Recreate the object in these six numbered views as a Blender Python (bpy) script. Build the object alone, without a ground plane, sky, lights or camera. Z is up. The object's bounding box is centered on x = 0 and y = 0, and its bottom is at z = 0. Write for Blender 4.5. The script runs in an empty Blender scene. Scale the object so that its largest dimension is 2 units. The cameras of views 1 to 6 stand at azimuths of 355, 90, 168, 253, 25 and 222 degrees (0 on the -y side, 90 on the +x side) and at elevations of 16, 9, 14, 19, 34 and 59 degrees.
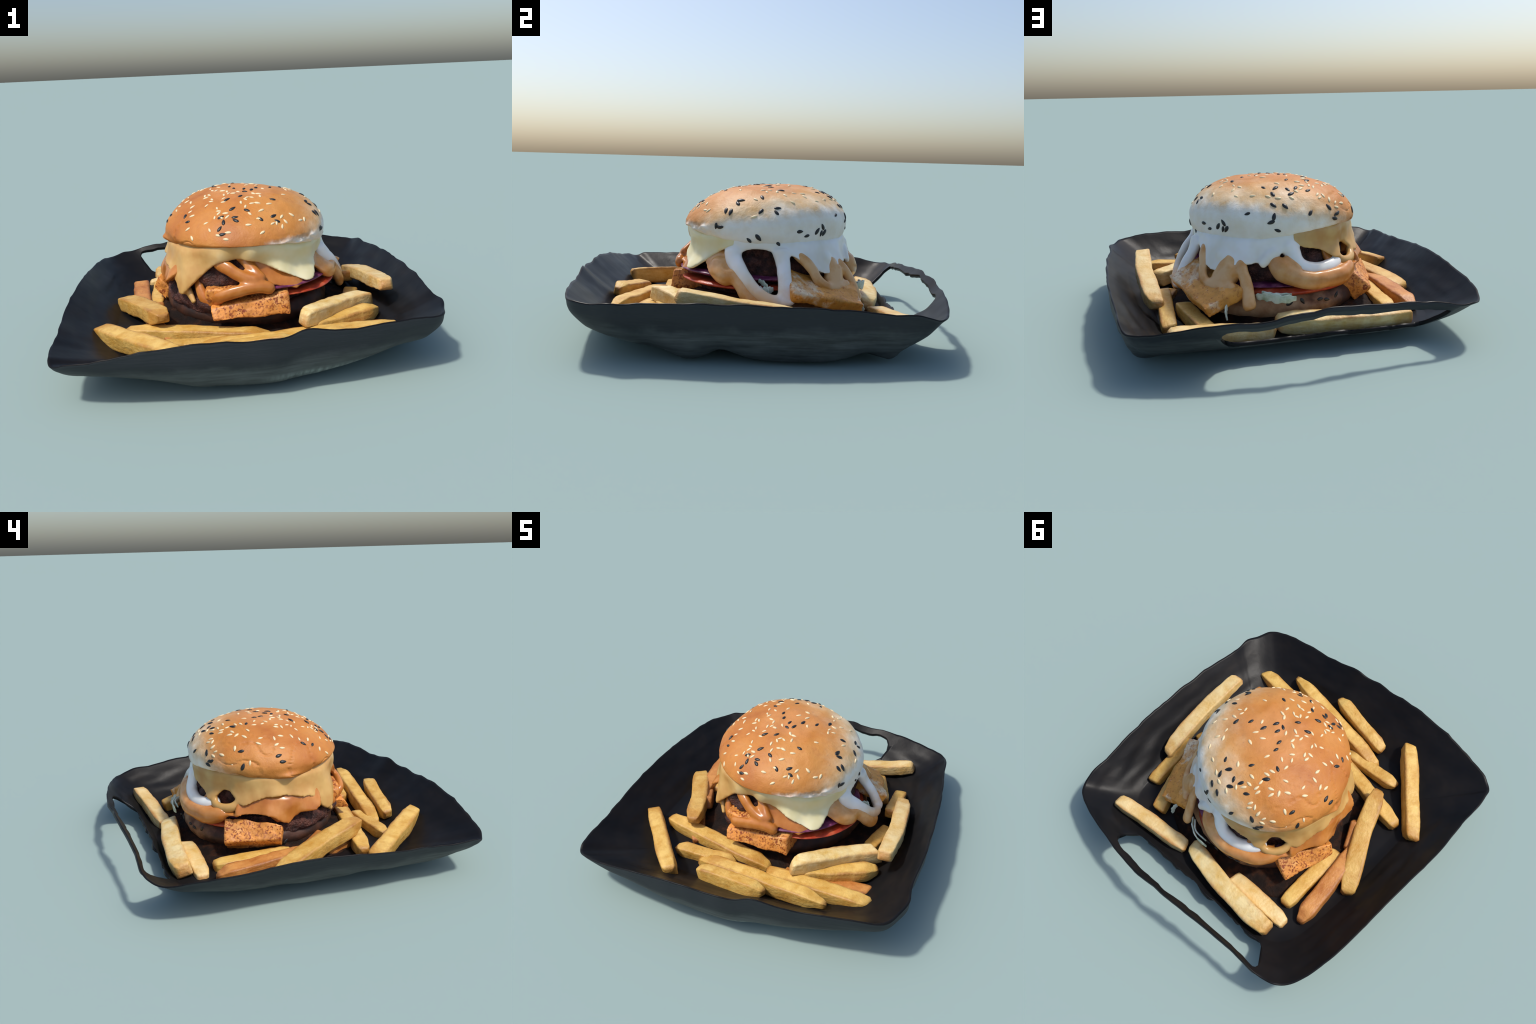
# Burger with melted cheese and sauces, fries and spiced tofu slabs in a square black stoneware dish.
import bpy, bmesh, math, random
import numpy as np
from mathutils import Vector, Matrix, noise

random.seed(11)
RNG = np.random.default_rng(11)
TAU = 2 * math.pi


# ------------------------------------------------------------------ helpers
def nz(x, y, z, s=1.0, seed=0.0):
    return noise.noise(Vector((x * s + seed, y * s - seed * 0.7, z * s + seed * 1.3)))


def smooth(a, b, x):
    t = min(1.0, max(0.0, (x - a) / (b - a)))
    return t * t * (3 - 2 * t)


def interp_loop(pairs, th):
    """Piecewise smooth periodic function from (degree, value) pairs."""
    p = sorted((a % 360, v) for a, v in pairs)
    th = th % 360
    n = len(p)
    for i in range(n):
        a0, v0 = p[i]
        a1, v1 = p[(i + 1) % n]
        if i == n - 1:
            a1 += 360
        t = th if th >= a0 else th + 360
        if a0 <= t <= a1 and a1 > a0:
            f = (t - a0) / (a1 - a0)
            f = f * f * (3 - 2 * f) * 0.5 + f * 0.5
            return v0 + (v1 - v0) * f
    return p[0][1]


def catmull(pts, n, closed=False):
    P = [np.array(q, float) for q in pts]
    m = len(P)
    out = []
    segs = m if closed else m - 1
    for k in range(n):
        u = k / n * segs if closed else k / (n - 1) * segs
        i = min(int(u), segs - 1)
        f = u - i
        if closed:
            a, b, c, d = P[(i - 1) % m], P[i % m], P[(i + 1) % m], P[(i + 2) % m]
        else:
            b, c = P[i], P[i + 1]
            a = P[i - 1] if i > 0 else 2 * b - c
            d = P[i + 2] if i + 2 < m else 2 * c - b
        out.append(0.5 * (2 * b + (c - a) * f + (2 * a - 5 * b + 4 * c - d) * f * f + (3 * b - a - 3 * c + d) * f ** 3))
    return out


def bspline_loop(C, t):
    K = len(C)
    y = (t % 1.0) * K
    i = int(y)
    f = y - i
    w = [(1 - f) ** 3 / 6, (3 * f ** 3 - 6 * f ** 2 + 4) / 6, (-3 * f ** 3 + 3 * f ** 2 + 3 * f + 1) / 6, f ** 3 / 6]
    return sum(w[d] * C[(i - 1 + d) % K] for d in range(4))


def new_object(name, verts, faces, mat, parent=None, origin=(0, 0, 0), smooth_shade=True):
    me = bpy.data.meshes.new(name)
    o = Vector(origin)
    me.from_pydata([Vector(v) - o for v in verts], [], faces)
    me.validate()
    bm = bmesh.new()
    bm.from_mesh(me)
    bmesh.ops.recalc_face_normals(bm, faces=bm.faces)
    bm.to_mesh(me)
    bm.free()
    if smooth_shade:
        me.polygons.foreach_set("use_smooth", [True] * len(me.polygons))
    if mat:
        me.materials.append(mat)
    ob = bpy.data.objects.new(name, me)
    bpy.context.scene.collection.objects.link(ob)
    ob.location = o
    if parent:
        ob.parent = parent
        ob.matrix_parent_inverse = Matrix.Identity(4)
    return ob


def bake_modifiers(ob):
    dg = bpy.context.evaluated_depsgraph_get()
    me = bpy.data.meshes.new_from_object(ob.evaluated_get(dg))
    mats = [m for m in ob.data.materials]
    ob.modifiers.clear()
    old = ob.data
    ob.data = me
    if not len(me.materials):
        for m in mats:
            me.materials.append(m)
    me.polygons.foreach_set("use_smooth", [True] * len(me.polygons))
    bpy.data.meshes.remove(old)


def fuse(ob, voxel, iters=4, factor=0.5):
    m = ob.modifiers.new("fuse", "REMESH")
    m.mode = "VOXEL"
    m.voxel_size = voxel
    s = ob.modifiers.new("soften", "SMOOTH")
    s.iterations = iters
    s.factor = factor
    bake_modifiers(ob)


# ------------------------------------------------------------------ materials
def srgb(r, g, b):
    def f(c):
        c /= 255
        return c / 12.92 if c <= 0.04045 else ((c + 0.055) / 1.055) ** 2.4
    return (f(r), f(g), f(b), 1)


class Mat:
    def __init__(self, name, rough=0.5, **kw):
        self.m = bpy.data.materials.new(name)
        self.m.use_nodes = True
        self.t = self.m.node_tree
        self.b = self.t.nodes["Principled BSDF"]
        self.b.inputs["Roughness"].default_value = rough
        for k, v in kw.items():
            self.b.inputs[k.replace("_", " ")].default_value = v
        self.tc = self.t.nodes.new("ShaderNodeTexCoord")

    def n(self, kind, **props):
        x = self.t.nodes.new(kind)
        for k, v in props.items():
            setattr(x, k, v)
        return x

    def link(self, a, b):
        self.t.links.new(a, b)

    def vec(self, scale=(1, 1, 1), rot=(0, 0, 0), coord="Object"):
        mp = self.n("ShaderNodeMapping")
        mp.inputs["Scale"].default_value = scale
        mp.inputs["Rotation"].default_value = rot
        self.link(self.tc.outputs[coord], mp.inputs["Vector"])
        return mp.outputs[0]

    def noise(self, scale, detail=4, rough=0.55, vec=None, dist=0.0):
        x = self.n("ShaderNodeTexNoise")
        x.inputs["Scale"].default_value = scale
        x.inputs["Detail"].default_value = detail
        x.inputs["Roughness"].default_value = rough
        x.inputs["Distortion"].default_value = dist
        self.link(vec or self.tc.outputs["Object"], x.inputs["Vector"])
        return x.outputs["Fac"]

    def voronoi(self, scale, vec=None, feature="F1"):
        x = self.n("ShaderNodeTexVoronoi", feature=feature)
        x.inputs["Scale"].default_value = scale
        self.link(vec or self.tc.outputs["Object"], x.inputs["Vector"])
        return x.outputs["Distance"]

    def math(self, op, a, b=None, c=None):
        x = self.n("ShaderNodeMath", operation=op)
        for i, v in enumerate((a, b, c)):
            if v is None:
                continue
            if isinstance(v, (int, float)):
                x.inputs[i].default_value = v
            else:
                self.link(v, x.inputs[i])
        return x.outputs[0]

    def step(self, x, lo, hi):
        r = self.n("ShaderNodeMapRange", interpolation_type="SMOOTHSTEP")
        r.inputs["From Min"].default_value = lo
        r.inputs["From Max"].default_value = hi
        self.link(x, r.inputs["Value"])
        return r.outputs["Result"]

    def ramp(self, fac, stops):
        r = self.n("ShaderNodeValToRGB")
        e = r.color_ramp.elements
        while len(e) < len(stops):
            e.new(0.5)
        for el, (p, c) in zip(e, stops):
            el.position = p
            el.color = c
        self.link(fac, r.inputs[0])
        return r.outputs[0]

    def mix(self, fac, a, b, mode="MIX"):
        x = self.n("ShaderNodeMix", data_type="RGBA", blend_type=mode)
        for s, v in ((x.inputs[0], fac), (x.inputs[6], a), (x.inputs[7], b)):
            if isinstance(v, (int, float, tuple)):
                s.default_value = v
            else:
                self.link(v, s)
        return x.outputs[2]

    def xyz(self, coord="Object"):
        s = self.n("ShaderNodeSeparateXYZ")
        self.link(self.tc.outputs[coord], s.inputs[0])
        return s.outputs

    def color(self, c):
        if isinstance(c, tuple):
            self.b.inputs["Base Color"].default_value = c
        else:
            self.link(c, self.b.inputs["Base Color"])

    def bump(self, h, strength=0.3, dist=0.01):
        x = self.n("ShaderNodeBump")
        x.inputs["Strength"].default_value = strength
        x.inputs["Distance"].default_value = dist
        self.link(h, x.inputs["Height"])
        self.link(x.outputs[0], self.b.inputs["Normal"])


BUN_C = Vector((0.025, 0.043, 0.58))


def mat_bun():
    M = Mat("baked_bun_crust", 0.55)
    x, y, z = M.xyz()
    a = M.math("ADD", M.math("MULTIPLY", x, math.cos(math.radians(42)) / 0.455), M.math("MULTIPLY", y, math.sin(math.radians(42)) / 0.455))
    n1 = M.noise(9, 5)
    n2 = M.noise(45, 4)
    n3 = M.noise(3.2, 3)
    jit = M.math("ADD", M.math("MULTIPLY", M.math("SUBTRACT", n1, 0.5), 0.10), M.math("MULTIPLY", M.math("SUBTRACT", n2, 0.5), 0.03))
    zb = M.math("ADD", M.math("MULTIPLY_ADD", a, 0.135, -0.032), jit)
    d = M.math("SUBTRACT", zb, z)
    pale = M.step(d, -0.05, 0.045)  # pale underbaked flank; part of its whiteness is sky light painted in
    zb2 = M.math("ADD", M.math("MULTIPLY_ADD", a, 0.34, -0.035), M.math("MULTIPLY", jit, 1.6))
    peach = M.step(M.math("SUBTRACT", zb2, z), -0.16, 0.14)
    crust = M.ramp(n3, [(0.3, srgb(*C_CRUST_D)), (0.5, srgb(*C_CRUST)), (0.72, srgb(*C_CRUST_L))])
    speck = M.step(M.noise(70, 3), 0.62, 0.75)
    crust = M.mix(M.math("MULTIPLY", speck, 0.4), crust, srgb(146, 76, 34))
    crust = M.mix(M.math("MULTIPLY", M.step(M.noise(13, 6), 0.48, 0.72), 0.35), crust, srgb(168, 92, 36))
    # torn, pale crumb at the front right edge
    b = M.math("ADD", M.math("MULTIPLY", x, math.cos(math.radians(-55)) / 0.455), M.math("MULTIPLY", y, math.sin(math.radians(-55)) / 0.455))
    torn = M.math("MULTIPLY", M.step(M.math("ADD", b, jit), 0.90, 0.98), M.step(M.math("SUBTRACT", z, M.math("MULTIPLY", jit, 0.8)), 0.022, -0.022))
    pale = M.math("MAXIMUM", pale, M.math("MULTIPLY", torn, 0.85))
    # rosy rough crown
    rr = M.math("SQRT", M.math("ADD", M.math("MULTIPLY", x, x), M.math("MULTIPLY", y, y)))
    crown = M.math("MULTIPLY", M.step(M.math("MULTIPLY_ADD", M.math("SUBTRACT", n1, 0.5), 0.3, rr), 0.24, 0.08), 0.5)
    crust = M.mix(crown, crust, srgb(*C_ROSY))
    col = M.mix(peach, crust, M.ramp(n1, [(0.3, srgb(*C_PEACH)), (0.7, srgb(*C_PEACH_L))]))
    col = M.mix(pale, col, M.ramp(n1, [(0.3, srgb(*C_PALE_D)), (0.7, srgb(*C_PALE))]))
    M.color(col)
    h = M.math("ADD", M.math("MULTIPLY", n2, 0.6), M.math("MULTIPLY", M.noise(130, 3), 0.3))
    M.bump(M.math("ADD", h, M.math("MULTIPLY", M.noise(22, 5, dist=0.6), 0.9)), 0.32, 0.009)
    M.b.inputs["Subsurface Weight"].default_value = 0.06
    M.b.inputs["Subsurface Radius"].default_value = (0.03, 0.015, 0.008)
    return M.m


C_CRUST = (196, 126, 52)
C_CRUST_D = (172, 98, 34)
C_CRUST_L = (210, 150, 80)
C_ROSY = (212, 148, 92)
C_PEACH = (226, 180, 116)
C_PEACH_L = (244, 222, 188)
C_PALE = (248, 245, 238)
C_PALE_D = (234, 224, 206)


def mat_mottled(name, cols, scale=12, rough=0.5, bump=0.2, detail=5, dist=0.006, sss=0.0, **kw):
    M = Mat(name, rough, **kw)
    k = len(cols)
    n = M.noise(scale, detail)
    M.color(M.ramp(n, [(0.3 + 0.4 * i / max(1, k - 1), srgb(*c)) for i, c in enumerate(cols)]))
    if bump:
        M.bump(M.noise(scale * 4, 4), bump, dist)
    if sss:
        M.b.inputs["Subsurface Weight"].default_value = sss
        M.b.inputs["Subsurface Radius"].default_value = (0.03, 0.018, 0.01)
    return M.m


def mat_fry(name, face, pale, edge):
    M = Mat(name, 0.5)
    g = M.xyz("Generated")
    ax = [M.math("ABSOLUTE", M.math("MULTIPLY_ADD", c, 2.0, -1.0)) for c in g]
    n = M.noise(14, 5)
    fib = M.noise(1.0, 5, vec=M.vec((18, 18, 60)))
    fine = M.noise(60, 4)
    jit = M.math("ADD", M.math("MULTIPLY", M.math("SUBTRACT", n, 0.5), 0.9), M.math("MULTIPLY", M.math("SUBTRACT", fine, 0.5), 0.4))
    col = M.ramp(M.math("ADD", M.math("MULTIPLY", n, 0.65), M.math("MULTIPLY", fib, 0.35)), [(0.36, srgb(*face)), (0.6, srgb(*pale))])
    stain = M.step(M.math("ADD", M.noise(5, 4), M.math("MULTIPLY", M.math("SUBTRACT", fine, 0.5), 0.2)), 0.5, 0.72)
    col = M.mix(M.math("MULTIPLY", stain, 0.55), col, srgb(*[int(0.5 * a + 0.5 * b) for a, b in zip(face, edge)]))
    e = M.step(M.math("ADD", M.math("MULTIPLY", ax[1], ax[2]), M.math("MULTIPLY", jit, 0.6)), 0.45, 0.95)
    ends = M.step(M.math("ADD", ax[0], M.math("MULTIPLY", jit, 0.16)), 0.9, 1.02)
    w = M.math("MAXIMUM", M.math("MULTIPLY", e, 0.75), M.math("MULTIPLY", ends, 0.8))
    col = M.mix(w, col, srgb(*edge))
    rnd = M.n("ShaderNodeObjectInfo")
    col = M.mix(M.math("MULTIPLY", rnd.outputs["Random"], 0.22), col, srgb(*edge))
    M.color(col)
    M.bump(M.math("ADD", M.math("ADD", fine, fib), M.math("MULTIPLY", n, 0.7)), 0.45, 0.007)
    M.b.inputs["Subsurface Weight"].default_value = 0.08
    M.b.inputs["Subsurface Radius"].default_value = (0.02, 0.012, 0.005)
    return M.m


def mat_tofu(name, base, spot, white, wamt, spots=0.5, thr=0.49):
    M = Mat(name, 0.5)
    n = M.noise(16, 6)
    st = M.noise(1.0, 6, vec=M.vec((38, 16, 30), (0.3, 0.2, 0.5)))
    col = M.ramp(n, [(0.3, srgb(*[int(c * 0.86) for c in base])), (0.6, srgb(*base))])
    col = M.mix(M.math("MULTIPLY", M.step(M.noise(9, 5), 0.52, 0.66), wamt), col, srgb(*white))
    sp = M.step(M.math("ADD", M.math("MULTIPLY", M.noise(90, 3), 0.6), M.math("MULTIPLY", st, 0.4)), thr, thr + 0.09)
    cl = M.math("MULTIPLY_ADD", M.step(M.noise(11, 3), 0.36, 0.56), 0.5, 0.5)
    col = M.mix(M.math("MULTIPLY", M.math("MULTIPLY", sp, cl), spots), col, srgb(*spot))
    col = M.mix(M.math("MULTIPLY", M.step(M.noise(7, 4), 0.55, 0.72), 0.45), col, srgb(*[int(0.55 * a + 0.45 * b) for a, b in zip(base, spot)]))
    M.color(col)
    M.bump(M.noise(50, 5), 0.35, 0.006)
    return M.m


def mat_glaze():
    M = Mat("black_glaze", 0.32, Specular_IOR_Level=0.12)
    n = M.noise(6, 6, vec=M.vec((1, 1, 3)))
    M.color(M.ramp(n, [(0.3, srgb(20, 21, 24)), (0.58, srgb(27, 26, 27)), (0.85, srgb(38, 34, 31))]))
    M.link(M.step(M.noise(5, 5), 0.2, 0.9), M.b.inputs["Roughness"])
    r = M.n("ShaderNodeMapRange")
    r.inputs["To Min"].default_value = 0.3
    r.inputs["To Max"].default_value = 0.46
    M.link(M.noise(7, 5), r.inputs["Value"])
    M.link(r.outputs[0], M.b.inputs["Roughness"])
    M.bump(M.noise(11, 4), 0.15, 0.01)
    return M.m


def mat_clay():
    """Underside of the dish: thin dark glaze near the rim, raw grey clay lower down."""
    M = Mat("raw_grey_clay", 0.6)
    x, y, z = M.xyz()
    n = M.noise(5, 5)
    s = M.noise(1.0, 5, vec=M.vec((6, 6, 70)))
    clay = M.ramp(M.math("ADD", M.math("MULTIPLY", s, 0.6), M.math("MULTIPLY", n, 0.4)), [(0.35, srgb(50, 52, 52)), (0.65, srgb(84, 88, 87))])
    glaze = M.step(M.math("ADD", z, M.math("MULTIPLY", M.math("SUBTRACT", n, 0.5), 0.16)), 0.13, 0.20)
    # a paler, streaked patch low on the front right
    pm = M.math("MULTIPLY", M.step(M.math("SUBTRACT", x, y), 0.92, 1.12), M.step(M.math("ADD", z, M.math("MULTIPLY", M.math("SUBTRACT", n, 0.5), 0.05)), 0.115, 0.075))
    pm = M.math("MULTIPLY", pm, M.step(y, -0.48, -0.62))
    clay = M.mix(pm, clay, M.ramp(M.noise(1.0, 4, vec=M.vec((60, 8, 8), (0, 0, 0.4))), [(0.35, srgb(96, 100, 98)), (0.65, srgb(138, 146, 142))]))
    M.color(M.mix(glaze, clay, srgb(30, 34, 39)))
    M.bump(M.math("ADD", s, n), 0.3, 0.008)
    return M.m


MAT = {}
MAT["bun"] = mat_bun()


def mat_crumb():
    """Bottom bun: pale toasted flank to the right and back, shade painted in as dark brown to the left and front."""
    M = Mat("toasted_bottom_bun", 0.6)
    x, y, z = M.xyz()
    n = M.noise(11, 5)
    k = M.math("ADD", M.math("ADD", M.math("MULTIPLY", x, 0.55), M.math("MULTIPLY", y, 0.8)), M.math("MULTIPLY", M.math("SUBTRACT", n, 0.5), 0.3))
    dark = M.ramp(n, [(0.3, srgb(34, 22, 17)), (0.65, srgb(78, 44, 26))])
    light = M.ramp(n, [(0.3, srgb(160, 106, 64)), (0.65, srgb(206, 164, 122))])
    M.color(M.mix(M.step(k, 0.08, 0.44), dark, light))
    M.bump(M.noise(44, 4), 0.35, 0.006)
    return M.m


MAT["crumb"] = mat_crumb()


def mat_cheese():
    """Ivory cheese, tan on the left: part orange stain, part shading painted as colour."""
    M = Mat("melted_cheese", 0.32)
    x, y, z = M.xyz()
    n = M.noise(5, 5)
    k = M.math("ADD", M.math("ADD", M.math("MULTIPLY", x, 1.0), M.math("MULTIPLY", y, -0.12)), M.math("MULTIPLY", M.math("SUBTRACT", n, 0.5), 0.35))
    tan = M.ramp(M.noise(7, 4), [(0.35, srgb(190, 140, 76)), (0.65, srgb(208, 168, 102))])
    ivory = M.ramp(n, [(0.3, srgb(230, 214, 150)), (0.7, srgb(242, 236, 204))])
    M.color(M.mix(M.step(k, -0.22, 0.24), tan, ivory))
    M.bump(M.noise(22, 3), 0.05, 0.006)
    M.b.inputs["Subsurface Weight"].default_value = 0.1
    M.b.inputs["Subsurface Radius"].default_value = (0.03, 0.018, 0.01)
    return M.m


MAT["cheese"] = mat_cheese()


def mat_white():
    M = Mat("white_sauce", 0.25)
    x, y, z = M.xyz()
    n = M.noise(8, 5)
    k = M.math("ADD", z, M.math("MULTIPLY", M.math("SUBTRACT", n, 0.5), 0.5))
    cream = M.ramp(M.noise(5, 3), [(0.35, srgb(236, 230, 214)), (0.6, srgb(249, 247, 243))])
    M.color(M.mix(M.math("MULTIPLY", M.step(k, -0.2, -0.4), 0.75), cream, srgb(230, 190, 140)))
    M.bump(M.noise(24, 3), 0.05, 0.006)
    M.b.inputs["Subsurface Weight"].default_value = 0.1
    M.b.inputs["Subsurface Radius"].default_value = (0.03, 0.018, 0.01)
    return M.m


MAT["white"] = mat_white()


def mat_orange():
    """Sauce: deep orange brown on the left, paler on the right."""
    M = Mat("orange_sauce", 0.25)
    x, y, z = M.xyz()
    n = M.noise(7, 5)
    k = M.math("ADD", M.math("ADD", M.math("MULTIPLY", x, 0.9), M.math("MULTIPLY", y, 0.35)), M.math("MULTIPLY", M.math("SUBTRACT", n, 0.5), 0.5))
    deep = M.ramp(n, [(0.3, srgb(166, 94, 36)), (0.5, srgb(188, 118, 52)), (0.72, srgb(206, 144, 82))])
    pale = M.ramp(M.noise(10, 4), [(0.35, srgb(214, 150, 78)), (0.6, srgb(230, 184, 130))])
    M.color(M.mix(M.step(k, -0.05, 0.42), deep, pale))
    M.bump(M.noise(26, 4), 0.1, 0.006)
    M.b.inputs["Subsurface Weight"].default_value = 0.08
    M.b.inputs["Subsurface Radius"].default_value = (0.03, 0.018, 0.01)
    return M.m


MAT["orange"] = mat_orange()
MAT["patty"] = mat_mottled("charred_patty", [(34, 18, 16), (74, 40, 33), (112, 66, 52)], 24, 0.6, 0.9, dist=0.02)
MAT["fill"] = mat_mottled("dark_fill", [(20, 15, 13), (34, 22, 16), (72, 40, 20)], 12, 0.75, 0.6, dist=0.012, Specular_IOR_Level=0.15)  # dark colour of the added mound around the bottom bun
MAT["onion"] = mat_mottled("red_onion", [(74, 22, 54), (112, 44, 84), (178, 110, 132)], 16, 0.35, 0.1)
MAT["tomato"] = mat_mottled("tomato_flesh", [(150, 42, 20), (190, 70, 36), (206, 106, 66)], 14, 0.38, 0.4)
MAT["leaf"] = mat_mottled("shredded_cabbage", [(140, 156, 120), (196, 208, 190), (226, 230, 220)], 14, 0.45, 0.15)
MAT["seed_white"] = mat_mottled("white_sesame", [(226, 200, 150), (242, 226, 190)], 30, 0.45, 0.0)
MAT["seed_black"] = mat_mottled("black_sesame", [(20, 22, 24), (38, 40, 42)], 40, 0.4, 0.0)
MAT["fry"] = mat_fry("fried_potato", (202, 152, 62), (228, 190, 106), (146, 84, 26))
MAT["fry_pale"] = mat_fry("pale_fried_potato", (216, 178, 98), (236, 215, 158), (176, 112, 42))
MAT["fry_brown"] = mat_fry("browned_fried_potato", (178, 106, 42), (212, 148, 78), (122, 62, 24))
MAT["tofu_red"] = mat_tofu("spiced_tofu", (230, 152, 70), (118, 32, 12), (236, 186, 120), 0.5, 0.9)
MAT["tofu_gold"] = mat_tofu("seared_tofu", (226, 158, 68), (158, 76, 26), (238, 222, 190), 0.85, 0.6, 0.53)
MAT["glaze"] = mat_glaze()
MAT["clay"] = mat_clay()


# ------------------------------------------------------------------ dish
RIM = [np.array(c) for c in [
    (0.895, -0.843, 0.288), (0.924, -0.730, 0.271), (0.973, -0.625, 0.294), (0.932, -0.516, 0.285), (0.962, -0.344, 0.300),
    (0.956, -0.102, 0.301), (0.951, 0.171, 0.296), (0.920, 0.436, 0.279), (0.891, 0.659, 0.258), (0.876, 0.805, 0.250),
    (0.855, 0.863, 0.217), (0.780, 0.916, 0.232), (0.625, 0.951, 0.248), (0.438, 0.976, 0.277), (0.238, 1.001, 0.265),
    (0.040, 0.979, 0.304), (-0.168, 0.963, 0.299), (-0.372, 0.929, 0.275), (-0.557, 0.916, 0.270), (-0.681, 0.918, 0.231),
    (-0.784, 0.896, 0.236), (-0.850, 0.829, 0.204), (-0.905, 0.691, 0.254), (-0.929, 0.475, 0.249), (-0.934, 0.211, 0.280),
    (-0.951, -0.077, 0.283), (-0.961, -0.346, 0.243), (-0.942, -0.568, 0.249), (-0.951, -0.734, 0.219), (-0.934, -0.851, 0.244),
    (-0.929, -0.894, 0.198), (-0.827, -0.939, 0.236), (-0.623, -0.966, 0.266), (-0.370, -0.983, 0.309), (-0.090, -0.975, 0.306),
    (0.114, -0.968, 0.283), (0.208, -0.939, 0.337), (0.333, -0.927, 0.294), (0.545, -0.901, 0.298), (0.758, -0.862, 0.302)]]
# foot of the dish: x, y, height of the lumpy clay edge
FOOT = [(0.85, 0.02, 0.015), (0.86, 0.2, 0.015), (0.85, 0.38, 0.018), (0.825, 0.53, 0.058), (0.795, 0.64, 0.02), (0.62, 0.625, 0.015), (0.3, 0.62, 0.01),
        (0.0, 0.61, 0.01), (-0.3, 0.60, 0.01), (-0.5, 0.585, 0.02), (-0.64, 0.50, 0.04), (-0.72, 0.2, 0.045), (-0.73, -0.1, 0.045),
        (-0.73, -0.4, 0.045), (-0.70, -0.60, 0.055), (-0.56, -0.70, 0.085), (-0.40, -0.75, 0.055), (-0.25, -0.83, 0.024), (-0.07, -0.85, 0.022),
        (0.1, -0.85, 0.02), (0.27, -0.81, 0.028), (0.45, -0.74, 0.045), (0.6, -0.63, 0.065), (0.75, -0.46, 0.04), (0.83, -0.33, 0.012), (0.85, -0.24, 0.02), (0.85, -0.14, 0.06)]
# where the inner wall meets the floor
WELL = [(0.70, 0.0), (0.69, 0.35), (0.64, 0.62), (0.45, 0.735), (0.0, 0.735), (-0.48, 0.73), (-0.66, 0.62), (-0.71, 0.3), (-0.72, -0.1),
        (-0.70, -0.45), (-0.56, -0.64), (-0.2, -0.70), (0.2, -0.69), (0.48, -0.64), (0.66, -0.38)]


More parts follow.
